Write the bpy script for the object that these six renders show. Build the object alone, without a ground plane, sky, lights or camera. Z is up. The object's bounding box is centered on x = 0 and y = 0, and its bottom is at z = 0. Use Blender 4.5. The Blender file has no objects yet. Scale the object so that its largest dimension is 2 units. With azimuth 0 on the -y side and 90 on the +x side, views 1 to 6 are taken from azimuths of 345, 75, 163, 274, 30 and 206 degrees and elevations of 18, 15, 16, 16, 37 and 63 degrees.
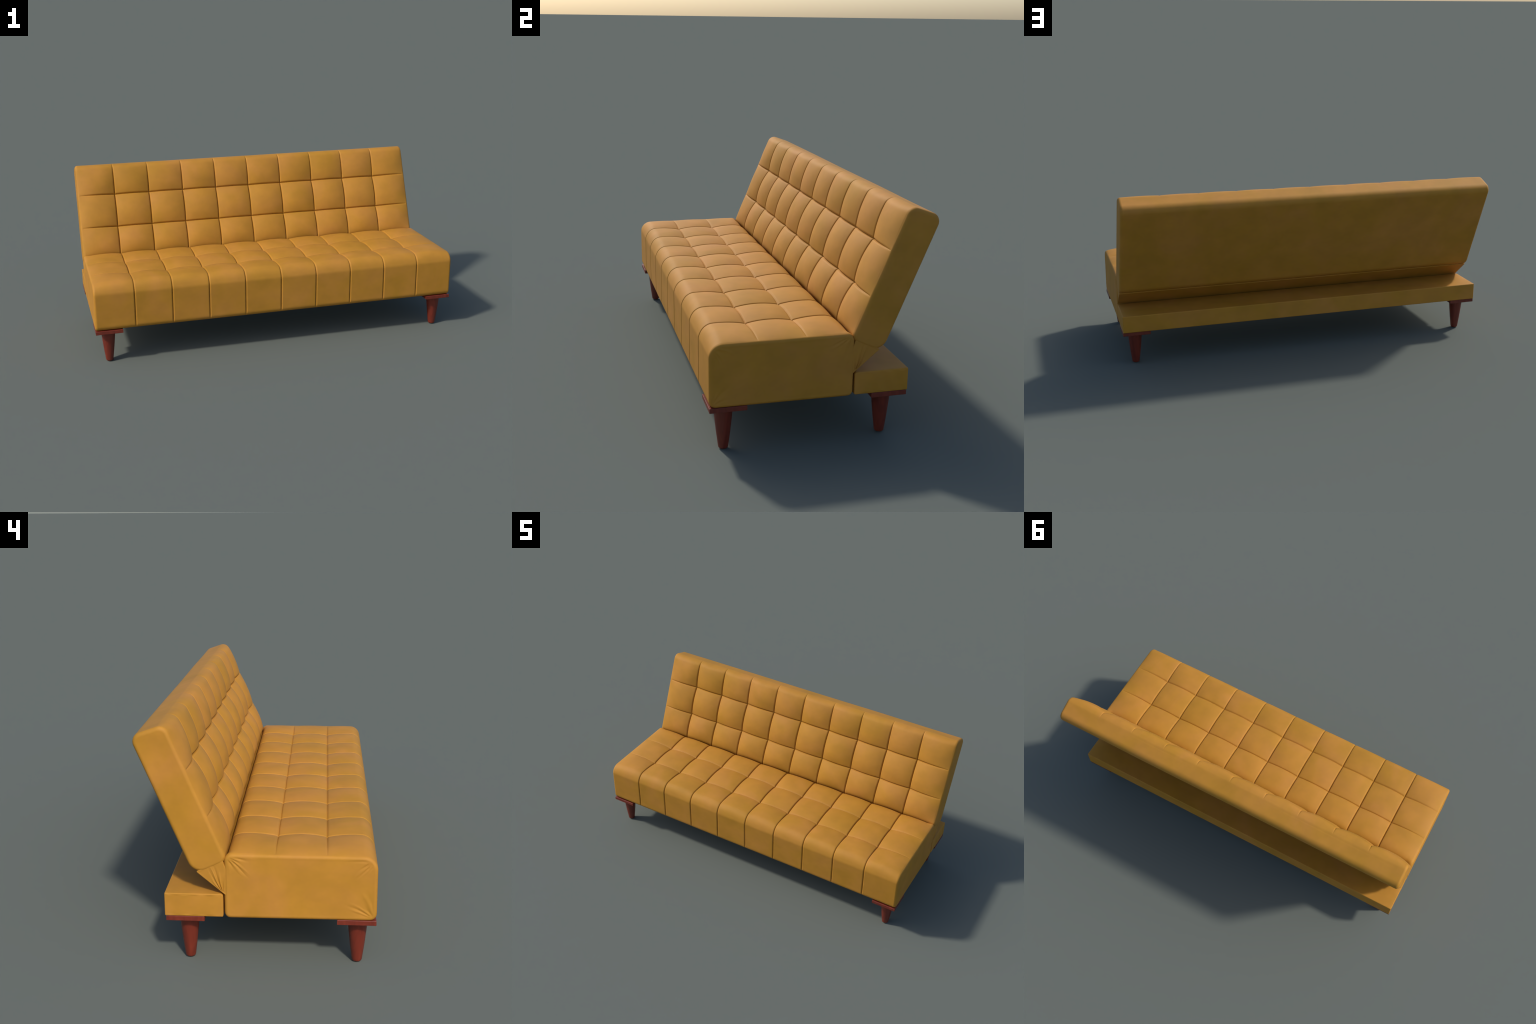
"""Mustard click-clack sofa bed: quilted seat and tilted quilted backrest on a
low rear base with four tapered wooden legs.  Units: metres, z up."""
import bpy
import numpy as np
from math import radians, pi

# ------------------------------------------------------------------ sizes
SEAT_HALF = 1.000                     # outermost half length of the seat
BACK_HALF = 1.000
COLUMN_SEAMS = [0.1973 * i for i in range(-4, 5)]     # nine seams, ten columns
SEAT_ROW_SEAMS = (-0.066, -0.250)                      # y of the seams on top
BACK_ROW_SEAMS = (0.185, 0.0)                          # s along the backrest
# backrest frame: s runs up the slope, t comes out of the front
BACK_O = np.array([0.191, 0.567])                      # (y, z)
BACK_UP = np.array([0.386, 0.9225])
BACK_OUT = np.array([-0.9225, 0.386])
LEG_SPOTS = [(-0.930, -0.366), (0.930, -0.366), (-0.930, 0.257), (0.930, 0.257)]


# ------------------------------------------------------------------ helpers
def waves(p, scale, seed, n=14):
    """smooth pseudo noise in about -1..1 from a sum of sine waves"""
    rng = np.random.default_rng(seed)
    out = np.zeros(len(p))
    for _ in range(n):
        d = rng.normal(size=3)
        d *= rng.uniform(0.5, 1.5) * scale / np.linalg.norm(d)
        out += np.sin(p @ d + rng.uniform(0, 6.28))
    return out / np.sqrt(n)


def smooth(e0, e1, x):
    t = np.clip((x - e0) / (e1 - e0), 0, 1)
    return t * t * (3 - 2 * t)


def rounded_outline(corners, arc_steps=12):
    """closed polygon [(a, b, radius)] -> points with tangent arcs at corners"""
    pts = []
    n = len(corners)
    for i, (cx, cy, r) in enumerate(corners):
        c = np.array([cx, cy])
        p = np.array(corners[i - 1][:2]) - c
        q = np.array(corners[(i + 1) % n][:2]) - c
        p /= np.linalg.norm(p)
        q /= np.linalg.norm(q)
        half = np.arccos(np.clip(p @ q, -1, 1)) / 2
        reach = r / np.tan(half)
        centre = c + (p + q) / np.linalg.norm(p + q) * r / np.sin(half)
        a, b = c + p * reach - centre, c + q * reach - centre
        sweep = pi - 2 * half
        for k in range(arc_steps + 1):
            f = k / arc_steps
            w = (np.sin((1 - f) * sweep) * a + np.sin(f * sweep) * b) / np.sin(sweep)
            pts.append(centre + w)
    return np.array(pts)


def arc_table(pts):
    closed = np.vstack([pts, pts[:1]])
    seg = np.linalg.norm(np.diff(closed, axis=0), axis=1)
    return closed, np.concatenate([[0], np.cumsum(seg)])


def at_arc(closed, length, a):
    a = np.mod(a, length[-1])
    return np.stack([np.interp(a, length, closed[:, i]) for i in (0, 1)], 1)


def spaced(a, b, n, bias=0.9):
    """n intervals from a to b, crowded towards both ends (both are seams)"""
    t = np.arange(n) / n
    t = (1 - bias) * t + bias * (1 - np.cos(pi * t)) / 2
    return a + (b - a) * t


def pillow(u, p):
    return 1 - np.abs(2 * u - 1) ** p


# ------------------------------------------------------------------ materials
def nodes_of(name):
    mat = bpy.data.materials.new(name)
    mat.use_nodes = True
    nt = mat.node_tree
    return mat, nt, nt.nodes['Principled BSDF']


def node(nt, kind, **inputs):
    n = nt.nodes.new(kind)
    for k, v in inputs.items():
        n.inputs[k.replace('_', ' ')].default_value = v
    return n


def ramp(nt, fac, stops):
    r = nt.nodes.new('ShaderNodeValToRGB')
    while len(r.color_ramp.elements) < len(stops):
        r.color_ramp.elements.new(0.5)
    for e, (pos, col) in zip(r.color_ramp.elements, stops):
        e.position = pos
        e.color = (*col, 1)
    nt.links.new(fac, r.inputs['Fac'])
    return r.outputs['Color']


FABRIC_MAIN = (0.436, 0.195, 0.0190)
FABRIC_WARM = (0.458, 0.199, 0.0270)
FABRIC_OLIVE = (0.408, 0.188, 0.0130)


def fabric_material():
    mat, nt, bsdf = nodes_of('mustard_fabric')
    link = nt.links.new
    tc = nt.nodes.new('ShaderNodeTexCoord')
    broad = node(nt, 'ShaderNodeTexNoise', Scale=5.0, Detail=3.0, Roughness=0.55, Distortion=0.6)
    link(tc.outputs['Object'], broad.inputs['Vector'])
    col = ramp(nt, broad.outputs['Fac'],
               [(0.30, FABRIC_OLIVE), (0.50, FABRIC_MAIN), (0.68, FABRIC_WARM)])
    # faint streaks of brushed nap
    mp = nt.nodes.new('ShaderNodeMapping')
    mp.inputs['Scale'].default_value = (10, 10, 13)
    mp.inputs['Rotation'].default_value = (0.5, 0.3, 0.2)
    link(tc.outputs['Object'], mp.inputs['Vector'])
    nap = node(nt, 'ShaderNodeTexNoise', Scale=1.0, Detail=4.0, Roughness=0.6)
    link(mp.outputs['Vector'], nap.inputs['Vector'])
    shade = ramp(nt, nap.outputs['Fac'], [(0.3, (0.91, 0.91, 0.91)), (0.7, (1.05, 1.05, 1.05))])
    mix = nt.nodes.new('ShaderNodeMix')
    mix.data_type = 'RGBA'
    mix.blend_type = 'MULTIPLY'
    mix.inputs['Factor'].default_value = 1.0
    link(col, mix.inputs['A'])
    link(shade, mix.inputs['B'])
    link(mix.outputs['Result'], bsdf.inputs['Base Color'])
    # fine cloth grain
    grain = node(nt, 'ShaderNodeTexNoise', Scale=420.0, Detail=2.0)
    link(tc.outputs['Object'], grain.inputs['Vector'])
    bump = node(nt, 'ShaderNodeBump', Strength=0.06, Distance=0.001)
    link(grain.outputs['Fac'], bump.inputs['Height'])
    link(bump.outputs['Normal'], bsdf.inputs['Normal'])
    bsdf.inputs['Roughness'].default_value = 0.7
    bsdf.inputs['Specular IOR Level'].default_value = 0.35
    return mat


def wood_material():
    mat, nt, bsdf = nodes_of('red_stained_wood')
    link = nt.links.new
    tc = nt.nodes.new('ShaderNodeTexCoord')
    info = nt.nodes.new('ShaderNodeObjectInfo')
    mp = nt.nodes.new('ShaderNodeMapping')
    mp.inputs['Scale'].default_value = (40, 40, 9)
    mp.inputs['Rotation'].default_value = (0.25, 0.45, 0.0)
    link(tc.outputs['Object'], mp.inputs['Vector'])
    add = nt.nodes.new('ShaderNodeVectorMath')
    add.operation = 'ADD'
    link(mp.outputs['Vector'], add.inputs[0])
    mul = nt.nodes.new('ShaderNodeMath')
    mul.operation = 'MULTIPLY'
    mul.inputs[1].default_value = 17.0
    link(info.outputs['Random'], mul.inputs[0])
    link(mul.outputs['Value'], add.inputs[1])
    grain = node(nt, 'ShaderNodeTexNoise', Scale=1.0, Detail=5.0, Roughness=0.6, Distortion=1.2)
    link(add.outputs['Vector'], grain.inputs['Vector'])
    col = ramp(nt, grain.outputs['Fac'],
               [(0.30, (0.118, 0.0155, 0.0075)), (0.52, (0.158, 0.0220, 0.0098)), (0.72, (0.190, 0.0285, 0.0125))])
    link(col, bsdf.inputs['Base Color'])
    bsdf.inputs['Roughness'].default_value = 0.42
    return mat


# ------------------------------------------------------------------ mesh makers
def make_mesh(name, verts, quads, material, normals=None, loop_normals=None):
    me = bpy.data.meshes.new(name)
    me.vertices.add(len(verts))
    me.vertices.foreach_set('co', np.asarray(verts, dtype=np.float32).ravel())
    quads = np.asarray(quads, dtype=np.int32)
    me.loops.add(quads.size)
    me.loops.foreach_set('vertex_index', quads.ravel())
    me.polygons.add(len(quads))
    me.polygons.foreach_set('loop_start', np.arange(len(quads), dtype=np.int32) * 4)
    me.polygons.foreach_set('use_smooth', np.ones(len(quads), dtype=bool))
    me.materials.append(material)
    me.update(calc_edges=True)
    if normals is not None:
        me.normals_split_custom_set_from_vertices([tuple(v) for v in normals.tolist()])
    if loop_normals is not None:
        me.normals_split_custom_set([tuple(v) for v in loop_normals.tolist()])
    return me


def vertex_normals(verts, quads):
    a, b, c, d = (verts[quads[:, i]] for i in range(4))
    fn = np.cross(c - a, d - b)
    n = np.zeros_like(verts)
    for i in range(4):
        for k in range(3):
            n[:, k] += np.bincount(quads[:, i], weights=fn[:, k], minlength=len(verts))
    ln = np.linalg.norm(n, axis=1, keepdims=True)
    return n / np.where(ln < 1e-12, 1, ln)


def link_object(name, data, parent):
    ob = bpy.data.objects.new(name, data)
    bpy.context.collection.objects.link(ob)
    ob.parent = parent
    return ob


# ------------------------------------------------------------------ quilting rule
def quilt_height(x, row, v, rule):
    """Height of the padded cover above the tuft points.
    row: 0 = first row, 1 = middle row, 2 = last row; v runs 0..1 through it
    (in the first and last rows v = 0 at the seam and 1 where padding ends)."""
    seams = np.array(COLUMN_SEAMS)
    edge, ridge, peak = rule['edge'], rule['ridge'], rule['peak']
    ax = np.abs(x)
    last = seams[-1]
    end_col = ax > last
    col = np.clip(np.searchsorted(seams, x, side='right') - 1, 0, len(seams) - 2)
    u_in = (x - seams[col]) / (seams[1] - seams[0])
    u_end = np.clip((ax - last) / (rule['half'] - rule['rim'] - last), 0, 1)
    u = np.where(end_col, u_end, u_in)
    end_row = row != 1
    # puffs of the outer rows die out before the seam does
    pe0, pe2 = rule['puff_end']
    w = np.where(end_row, np.clip(v / np.where(row == 0, pe0, pe2), 0, 1), v)
    rise = np.where(row == 0, rule['rise'][0], rule['rise'][1])
    fx, fy = 4 * u * (1 - u), 4 * w * (1 - w)
    lx, ly = np.where(end_col, u, 0), np.where(end_row, v ** rise, 0)
    fade_x = np.where(end_col, 1 - 0.9 * u ** 2, 1)
    fade_y = np.where(end_row, 1 - w ** 2, 1)
    outer = 1 - (1 - lx) * (1 - ly)
    level = edge * outer + rule['lift'] * (1 - outer)     # lift: tuft shoulders above the stitch
    h = level
    h = h + ridge * (1 - (1 - fx * fade_y) * (1 - fy * fade_x))
    h = h + (peak - ridge - level) * pillow(u, rule['px']) * pillow(w, rule['py'])
    # narrow stitched grooves along every seam
    dx = np.min(np.abs(x[:, None] - seams[None, :]), axis=1)
    cut_x = np.clip(1 - dx / rule['groove'], 0, 1) ** 2
    dv = np.where(end_row, v, np.minimum(v, 1 - v)) * rule['row_length'][np.clip(row, 0, 2)]
    cut_y = np.clip(1 - dv / rule['groove'], 0, 1) ** 2 * np.where(end_col, 1 - 0.85 * u ** 2, 1)
    along = np.where(end_row, 1 - v ** rise, 1)
    h = h - rule['cut'] * np.maximum(cut_x * along, cut_y * rule['row_cut'])
    return h - edge, cut_x


def column_stations(half, rim, per_cell=48):
    edges = [-(half - rim)] + COLUMN_SEAMS + [half - rim]
    xs = np.concatenate([spaced(a, b, per_cell) for a, b in zip(edges[:-1], edges[1:])] + [[edges[-1]]])
    cells = np.repeat(np.arange(10), per_cell)
    return xs, cells


def cushion(name, parent, material, rule, closed, length, arcs, rows, vs, to_yz,
            medial, stitch_window, cap_relief, skin_relief):
    """Closed upholstered block swept along x.  arcs: arc stations of the outline;
    rows/vs: quilting row (or -1) and position of each station."""
    half, rim = rule['half'], rule['rim']
    xs, cells = column_stations(half, rim)
    n, m = len(arcs), len(xs)
    base = at_arc(closed, length, arcs)
    eps = 1e-3
    tan = at_arc(closed, length, arcs + eps) - at_arc(closed, length, arcs - eps)
    nor = np.stack([tan[:, 1], -tan[:, 0]], 1)
    nor /= np.linalg.norm(nor, axis=1, keepdims=True)
    # orient outwards
    if ((base - base.mean(0)) * nor).sum() < 0:
        nor = -nor
    X = np.tile(xs, n)
    R = np.repeat(rows, m)
    V = np.repeat(vs, m)
    h, stitch = quilt_height(X, R, V, rule)
    puff = np.where(R < 0, 0, h)
    h = -stitch * np.repeat(stitch_window, m)
    P = np.repeat(base, m, 0)
    N = np.repeat(nor, m, 0)
    h = h + np.where(R < 0, 1, 0.25) * skin_relief(X, P) - rule.get('tuck', lambda x, p: 0)(X, P)
    yz = to_yz(P + N * h[:, None] + puff[:, None] * np.array([[0.0, 1.0]]))
    verts = [np.column_stack([X, yz])]
    i, j = np.meshgrid(np.arange(n), np.arange(m - 1), indexing='ij')
    ip = (i + 1) % n
    quads = [np.stack([i * m + j, ip * m + j, ip * m + j + 1, i * m + j + 1], -1).reshape(-1, 4)]
    frow = np.where(rows >= 0, rows, -1)
    # a face belongs to the row of its first station
    labels = [np.where(frow[i] >= 0, frow[i] * 10 + cells[j], -1).ravel()]
    count = n * m
    # rounded rims and end caps
    for side, col in ((-1, 0), (1, m - 1)):
        ring_prev = np.arange(n) * m + col
        rim_pts = base
        rings = []
        for k in range(1, 8):
            ang = k / 7 * pi / 2
            rings.append((half - rim + rim * np.sin(ang), base - nor * rim * (1 - np.cos(ang)), None))
        inner = base - nor * rim
        m0, m1 = np.array(medial[0]), np.array(medial[1])
        d = m1 - m0
        f = np.clip(((inner - m0) @ d) / (d @ d), 0, 1)
        target = m0 + f[:, None] * d
        steps = 34
        for k in range(1, steps + 1):
            g = k / steps
            rings.append((half, inner + (target - inner) * g, g))
        for xv, p, g in rings:
            pyz = to_yz(p)
            xcol = np.full(n, side * xv)
            if g is not None:
                pts = np.column_stack([np.zeros(n), pyz])
                xcol = xcol + side * cap_relief(pts, side) * smooth(0, 0.06, np.full(n, g))
            verts.append(np.column_stack([xcol, pyz]))
            cur = count + np.arange(n)
            nx = np.roll(np.arange(n), -1)
            q = np.stack([ring_prev, cur, cur[nx], ring_prev[nx]], 1)
            quads.append(q if side > 0 else q[:, ::-1])
            rimlab = np.where((frow >= 0) & (g is None), frow * 10 + (0 if side < 0 else 9), -1)
            labels.append(rimlab)
            ring_prev = cur
            count += n
    verts = np.vstack(verts)
    quads = np.vstack(quads)
    labels = np.concatenate(labels)
    # consistent outward winding
    a, b, c, dd = (verts[quads[:, t]] for t in range(4))
    fn = np.cross(c - a, dd - b)
    ctr = (a + b + c + dd) / 4
    sweep = np.arange(len(quads)) < n * (m - 1)
    yz_c = np.array([0, *to_yz(base.mean(0)[None])[0]])
    for part in (sweep,):
        if (fn[part, 1:] * (ctr - yz_c)[part, 1:]).sum() < 0:
            quads[part] = quads[part][:, ::-1]
    for sgn in (-1, 1):
        part = (~sweep) & (np.sign(ctr[:, 0]) == sgn)
        if (fn[part, 0] * sgn).sum() < 0:
            quads[part] = quads[part][:, ::-1]
    normals = vertex_normals(verts, quads)

    def region(mask):
        q = quads[mask]
        used, inv = np.unique(q, return_inverse=True)
        return used, inv.reshape(-1, 4)

    used, q = region(labels < 0)
    body = link_object(name, make_mesh(name, verts[used], q, material, normals=normals[used]), parent)
    for lab in range(30):
        used, q = region(labels == lab)
        if len(q) == 0:
            continue
        pv, pn = verts[used], normals[used]
        k = len(used)
        # outline edges: those used by one face only
        e = np.stack([q, np.roll(q, -1, 1)], -1).reshape(-1, 2)
        key = np.sort(e, 1)
        _, idx, cnt = np.unique(key[:, 0] * k + key[:, 1], return_index=True, return_counts=True)
        rim_e = e[idx[cnt == 1]]
        skirt = np.stack([rim_e[:, 1], rim_e[:, 0], rim_e[:, 0] + k, rim_e[:, 1] + k], 1)
        under = q[:, ::-1] + k
        allv = np.vstack([pv, pv - pn * 0.010])
        allq = np.vstack([q, skirt, under])
        ln = np.zeros((allq.size, 3))
        ln[:q.size] = pn[q.ravel()]
        link_object('quilted_panel', make_mesh('quilted_panel', allv, allq, material, loop_normals=ln), body)
    return body


# ------------------------------------------------------------------ fabric folds
def fan(pts, corner, towards, spread, reach, amp, count, phase, gap=0.012):
    """gathered folds that radiate from a corner of a side panel"""
    d = pts[:, 1:] - np.array(corner)
    r = np.linalg.norm(d, axis=1)
    ang = np.arctan2(d[:, 1], d[:, 0]) - np.arctan2(towards[1], towards[0])
    ang = (ang + pi) % (2 * pi) - pi
    uneven = ang + 0.10 * np.sin(5 * ang + phase) + 0.05 * np.sin(40 * r + phase)
    length = reach * (0.75 + 0.25 * np.sin(9 * ang + 2 * phase))
    win = smooth(0, gap, r) * (1 - smooth(0.25 * length, length, r)) * (1 - smooth(0.6 * spread, spread, np.abs(ang)))
    ridge = np.cos(uneven / spread * pi * count + phase)
    return amp * win * (np.abs(ridge) * ridge)


# ------------------------------------------------------------------ seat
def build_seat(root, fabric):
    rule = dict(half=SEAT_HALF - 0.0008, rim=0.012, edge=0.007, ridge=0.0105, peak=0.0215, groove=0.0065, cut=0.0075, row_cut=0.6, lift=0.002,
                px=2.3, py=2.3, rise=(6.0, 1.2), puff_end=(0.85, 0.85),
                # rear face stands clear of the backrest between the two ends
                tuck=lambda x, p: 0.0070 * smooth(0.065, 0.118, p[:, 0]) * (1 - smooth(0.955, 0.986, np.abs(x))))
    corners = [(0.1185, 0.1872, 0.020), (0.1185, 0.437, 0.030), (-0.4315, 0.437, 0.052), (-0.4315, 0.1905, 0.026)]
    closed, length = arc_table(rounded_outline(corners))
    # arc position of a point of the outline nearest to a given (y, z)
    fine = np.linspace(0, length[-1], 20000)
    fp = at_arc(closed, length, fine)

    def near(y, z):
        return fine[np.argmin((fp[:, 0] - y) ** 2 + (fp[:, 1] - z) ** 2)]
    a_rear = near(0.1185, 0.380)             # padding starts behind the rear edge
    a1, a2 = near(SEAT_ROW_SEAMS[0], 0.437), near(SEAT_ROW_SEAMS[1], 0.437)
    a_front = near(-0.4315, 0.372)
    a_low = near(-0.405, 0.192)
    a_end = length[-1] + a_rear
    rule['row_length'] = np.array([a1 - a_rear, a2 - a1, a_front - a2])
    arcs, rows, vs, win = [], [], [], []

    def add(stations, row, v, w):
        arcs.append(stations)
        rows.append(np.full(len(stations), row))
        vs.append(v(stations))
        win.append(w(stations))
    none = lambda a: np.zeros_like(a)
    add(spaced(a_rear, a1, 40, 0.4), 0, lambda a: (a1 - a) / (a1 - a_rear), none)
    add(spaced(a1, a2, 44), 1, lambda a: (a - a1) / (a2 - a1), none)
    front = lambda a: 0.0075 * smooth(a2 + 0.10, a_front, a) * (1 - smooth(a_low - 0.055, a_low - 0.01, a))
    add(spaced(a2, a_front, 44, 0.3), 2, lambda a: (a - a2) / (a_front - a2), front)
    add(spaced(a_front, a_low + 0.02, 30, 0), 2, lambda a: np.ones_like(a), front)
    add(spaced(a_low + 0.02, a_end, 70, 0), -1, none, none)
    arcs, rows, vs, win = (np.concatenate(z) for z in (arcs, rows, vs, win))

    def cap(pts, side):
        p = pts + [side * 3.0, 0, 0]
        inset = np.minimum.reduce([0.1185 - pts[:, 1], pts[:, 1] + 0.4315, pts[:, 2] - 0.19, 0.437 - pts[:, 2]])
        out = 0.0005 * waves(p, 14, 5) * smooth(0.012, 0.06, inset)
        ph = 0.4 if side < 0 else 1.7
        k = 1.0 if side < 0 else 0.6
        out += fan(pts, (0.112, 0.430), (-1, -0.8), 0.85, 0.130, 0.0032 * k, 5, ph)
        out += fan(pts, (-0.425, 0.430), (1, -0.75), 0.80, 0.120, 0.0028 * k, 5, ph + 1)
        out += fan(pts, (-0.425, 0.200), (1, 1.1), 0.7, 0.14, 0.0022 * k, 4, ph + 2)
        streak = np.sin(p[:, 1] * 60 + p[:, 2] * 26 + 1.5 * waves(p, 12, 8))
        out += 0.0004 * streak * smooth(0.012, 0.06, inset) * smooth(-.2, .8, waves(p, 9, 9))
        return np.minimum(out - 0.0004, 0.0008)

    def skin(x, p):
        return 0.0008 * waves(np.column_stack([x, p]), 13, 21)
    return cushion('seat_cushion', root, fabric, rule, closed, length, arcs, rows, vs, lambda p: p,
                   ((-0.30, 0.315), (-0.01, 0.315)), win, cap, skin)


# ------------------------------------------------------------------ backrest
def build_backrest(root, fabric):
    rule = dict(half=BACK_HALF - 0.001, rim=0.014, edge=0.019, ridge=0.013, peak=0.0375, groove=0.0065, cut=0.0085, row_cut=1.0, lift=0.007,
                px=2.15, py=2.15, rise=(1.8, 3.5), puff_end=(0.88, 0.72))
    # outline in (s, t): bottom rear, bottom front, top front, top rear
    corners = [(-0.186, -0.1185, 0.050), (-0.180, 0.019, 0.032), (0.364, 0.017, 0.036), (0.3725, -0.1185, 0.036)]
    closed, length = arc_table(rounded_outline(corners))
    fine = np.linspace(0, length[-1], 20000)
    fp = at_arc(closed, length, fine)

    def near(s, t):
        return fine[np.argmin((fp[:, 0] - s) ** 2 + (fp[:, 1] - t) ** 2)]
    a_start = near(-0.183, -0.050)           # under the bottom front edge
    a_row2 = near(BACK_ROW_SEAMS[1], 0.019)
    a_row1 = near(BACK_ROW_SEAMS[0], 0.018)
    a_top = near(0.368, -0.030)              # padding fades out on top
    rule['row_length'] = np.array([a_top - a_row1, a_row1 - a_row2, a_row2 - a_start])
    arcs, rows, vs = [], [], []

    def add(stations, row, v):
        arcs.append(stations)
        rows.append(np.full(len(stations), row))
        vs.append(v(stations))
    add(spaced(a_start, a_row2, 46, 0.35), 2, lambda a: (a_row2 - a) / (a_row2 - a_start))
    add(spaced(a_row2, a_row1, 44), 1, lambda a: (a - a_row2) / (a_row1 - a_row2))
    add(spaced(a_row1, a_top, 50, 0.35), 0, lambda a: (a - a_row1) / (a_top - a_row1))
    add(spaced(a_top, length[-1] + a_start, 130, 0), -1, lambda a: np.zeros_like(a))
    arcs, rows, vs = (np.concatenate(z) for z in (arcs, rows, vs))
    to_yz = lambda p: BACK_O + p[:, :1] * BACK_UP + p[:, 1:] * BACK_OUT

    def cap(pts, side):
        p = pts + [side * 2.0, 0, 0]
        st = np.stack([(pts[:, 1:] - BACK_O) @ BACK_UP, (pts[:, 1:] - BACK_O) @ BACK_OUT], 1)
        inset = np.minimum.reduce([st[:, 0] + 0.18, 0.365 - st[:, 0], st[:, 1] + 0.1185, 0.018 - st[:, 1]])
        out = 0.0005 * waves(p, 15, 31) + 0.0005 * np.sin(p[:, 1] * 70 + 30 * p[:, 2] + 2 * waves(p, 10, 32))
        return np.minimum(out * smooth(0.014, 0.05, inset), 0.001)

    def skin(x, p):
        q = np.column_stack([x, p])
        out = 0.0006 * waves(q, 9, 41)
        for sx in (-1, 1):
            out = out + fan(np.column_stack([np.zeros(len(x)), x * sx, p[:, 0]]), (0.99, -0.19), (-1, 1), 0.8,
                            0.10, 0.0015, 4, 0.3 + sx) * (p[:, 1] < -0.1)
        return out
    return cushion('backrest', root, fabric, rule, closed, length, arcs, rows, vs, to_yz,
                   ((-0.115, -0.05), (0.305, -0.05)), np.zeros(len(arcs)), cap, skin)


# ------------------------------------------------------------------ base, gusset, legs
def swept_block(name, parent, material, corners, half, rim, relief):
    """plain upholstered bar with rounded edges swept along x"""
    closed, length = arc_table(rounded_outline(corners, 6))
    n = 240
    arcs = np.linspace(0, length[-1], n, endpoint=False)
    arcs = np.sort(np.concatenate([arcs, length[:-1]]))
    arcs = arcs[np.diff(np.append(arcs, arcs[0] + length[-1])) > 2e-4]
    n = len(arcs)
    base = at_arc(closed, length, arcs)
    eps = 5e-4
    tan = at_arc(closed, length, arcs + eps) - at_arc(closed, length, arcs - eps)
    nor = np.stack([tan[:, 1], -tan[:, 0]], 1)
    nor /= np.linalg.norm(nor, axis=1, keepdims=True)
    centre = base.mean(0)
    if ((base - centre) * nor).sum() < 0:
        nor = -nor
    rings = []
    for k in range(28):
        g = k / 28
        rings.append((-half, centre + (base - nor * rim - centre) * g, smooth(0, 0.15, 1 - g)))
    for k in range(0, 6):
        a = k / 5 * pi / 2
        rings.append((-half + rim * (1 - np.cos(a)), base - nor * rim * (1 - np.sin(a)), 0))
    xs = np.linspace(-half + rim, half - rim, 120)[1:-1]
    left = list(rings)
    body = [(x, base, 0) for x in xs]
    right = [(-x, p, c) for x, p, c in reversed(left)]
    rings = left + body + right
    verts = []
    for x, p, c in rings:
        col = np.full(n, x)
        if c:
            col = col + np.sign(x) * c * relief(np.column_stack([np.zeros(n), p]), np.sign(x))
        verts.append(np.column_stack([col, p]))
    verts = np.vstack(verts)
    i, j = np.meshgrid(np.arange(len(rings) - 1), np.arange(n), indexing='ij')
    jp = (j + 1) % n
    quads = np.stack([i * n + j, i * n + jp, (i + 1) * n + jp, (i + 1) * n + j], -1).reshape(-1, 4)
    a, b, c, d = (verts[quads[:, t]] for t in range(4))
    fn = np.cross(c - a, d - b)
    ctr = (a + b + c + d) / 4
    if (fn[:, 1:] * (ctr[:, 1:] - centre)).sum() < 0:
        quads = quads[:, ::-1]
    me = make_mesh(name, verts, quads, material)
    return link_object(name, me, parent)


def lathe(name, profile, material, seg=48):
    ang = np.linspace(0, 2 * pi, seg, endpoint=False)
    verts = np.vstack([np.column_stack([r * np.cos(ang), r * np.sin(ang), np.full(seg, z)]) for r, z in profile])
    k = len(profile)
    i, j = np.meshgrid(np.arange(k - 1), np.arange(seg), indexing='ij')
    jp = (j + 1) % seg
    quads = np.stack([i * seg + j, i * seg + jp, (i + 1) * seg + jp, (i + 1) * seg + j], -1).reshape(-1, 4)
    return make_mesh(name, verts, quads, material)


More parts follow.
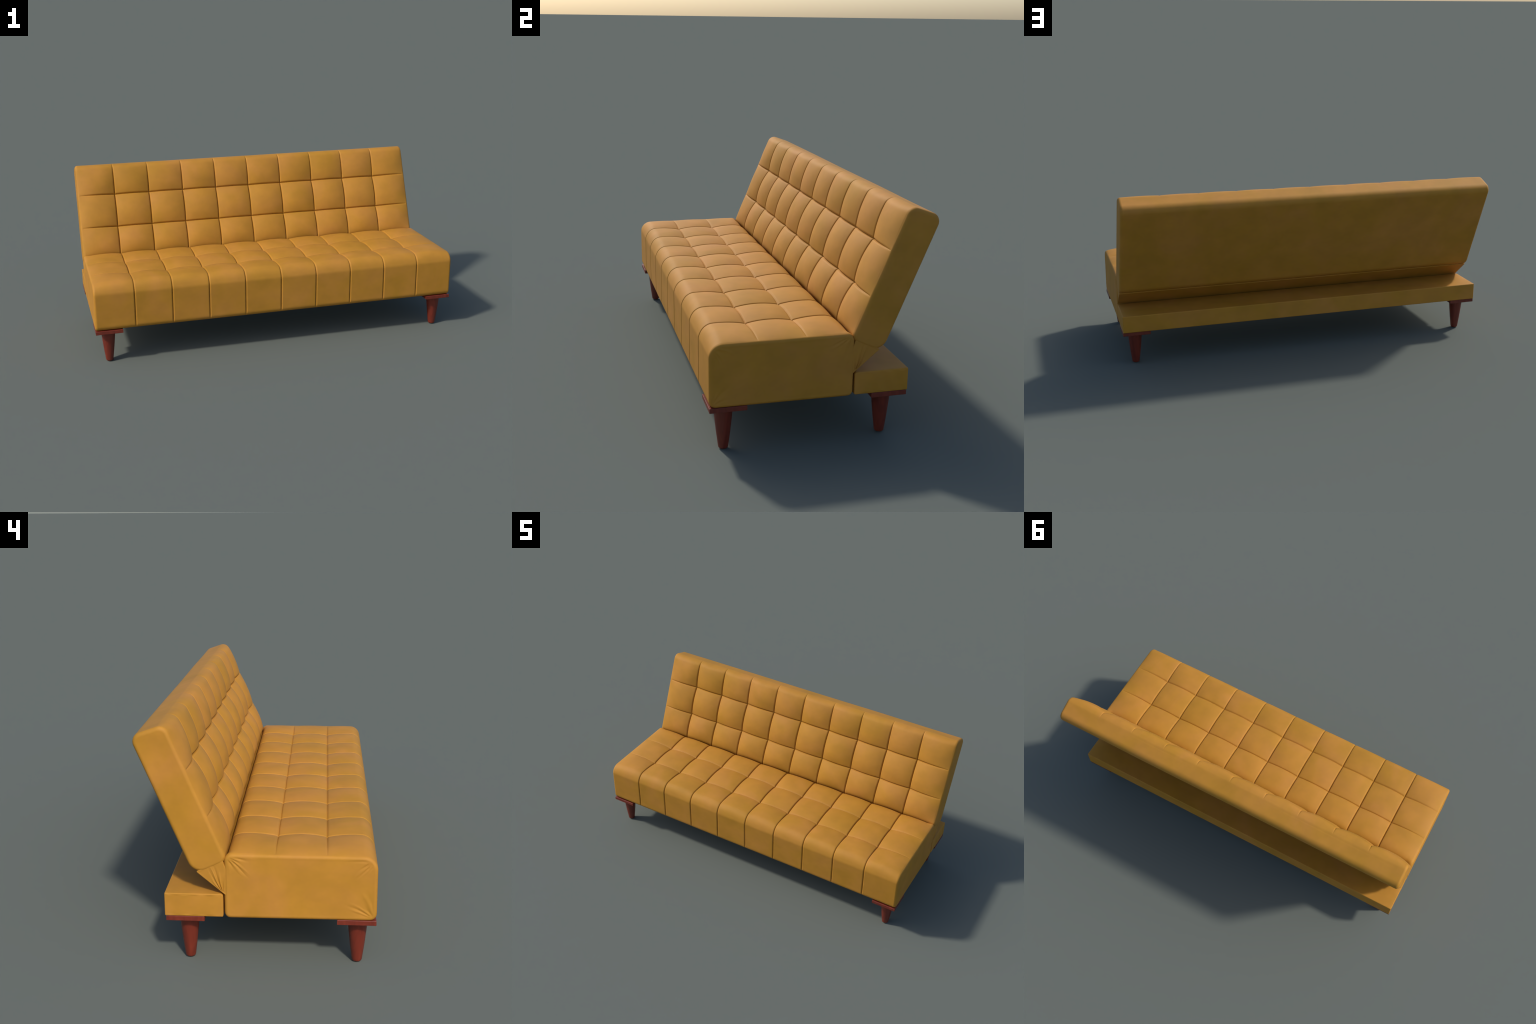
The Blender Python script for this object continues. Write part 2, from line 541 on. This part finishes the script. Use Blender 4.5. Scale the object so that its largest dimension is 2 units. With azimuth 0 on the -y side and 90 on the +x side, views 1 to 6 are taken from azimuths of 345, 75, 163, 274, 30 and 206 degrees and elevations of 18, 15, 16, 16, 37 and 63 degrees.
def plate_mesh(material, w=0.141, d=0.141, z0=0.1725, z1=0.1912, b=0.0012):
    """square mounting plate with a fine chamfer"""
    loops = [(0, 0, z0), (w / 2 - b, d / 2 - b, z0), (w / 2, d / 2, z0 + b),
             (w / 2, d / 2, z1 - b), (w / 2 - b, d / 2 - b, z1), (0, 0, z1)]
    verts = np.vstack([[(-x, -y, z), (x, -y, z), (x, y, z), (-x, y, z)] for x, y, z in loops])
    quads = [[i * 4 + j, i * 4 + (j + 1) % 4, (i + 1) * 4 + (j + 1) % 4, (i + 1) * 4 + j]
             for i in range(len(loops) - 1) for j in range(4)]
    me = make_mesh('mounting_plate', verts, quads, material)
    me.polygons.foreach_set('use_smooth', np.zeros(len(me.polygons), dtype=bool))
    return me


def build():
    fabric, wood = fabric_material(), wood_material()
    root = bpy.data.objects.new('sofa_bed', None)
    bpy.context.collection.objects.link(root)
    root['label'] = 'mustard yellow quilted fabric sofa bed with tapered red wooden legs'
    root['category'] = 'sofa'

    build_seat(root, fabric)
    build_backrest(root, fabric)

    def base_relief(pts, side):
        p = pts + [side * 2.0, 0, 0]
        return (0.0007 * waves(p, 25, 51) + 0.0008 * np.sin(p[:, 1] * 110 + p[:, 2] * 40 + waves(p, 20, 52)))
    swept_block('rear_base', root, fabric,
                [(0.1235, 0.1915, 0.005), (0.3385, 0.1915, 0.004), (0.3385, 0.281, 0.004), (0.1235, 0.281, 0.010)],
                0.9985, 0.0035, base_relief)

    def gusset_relief(pts, side):
        return (fan(pts, (0.121, 0.283), (0.40, 1), 0.62, 0.150, 0.0026, 4, 0.8, gap=0.02)
                + 0.0006 * waves(pts, 30, 61))
    swept_block('hinge_gusset', root, fabric,
                [(0.1085, 0.2725, 0.0032), (0.2195, 0.3662, 0.0032), (0.178, 0.392, 0.004), (0.1230, 0.410, 0.003), (0.1085, 0.372, 0.003)],
                0.9975, 0.0025, gusset_relief)

    leg_profile = [(0.0, 0.0), (0.0135, 0.0), (0.0165, 0.0012), (0.0188, 0.0042), (0.0196, 0.0085),
                   (0.0268, 0.064), (0.0326, 0.118), (0.0368, 0.163), (0.0377, 0.1723), (0.0378, 0.1735), (0.0366, 0.1740), (0.0, 0.1740)]
    leg_data = lathe('leg', leg_profile, wood)
    plate_data = plate_mesh(wood)
    for x, y in LEG_SPOTS:
        leg = link_object('leg', leg_data, root)
        leg.location = (x, y, 0)
        plate = link_object('mounting_plate', plate_data, leg)
        sx = 1 if x > 0 else -1
        plate.location = (sx * 0.928 - x, (-0.3600 if y < 0 else 0.2630) - y, 0)


build()
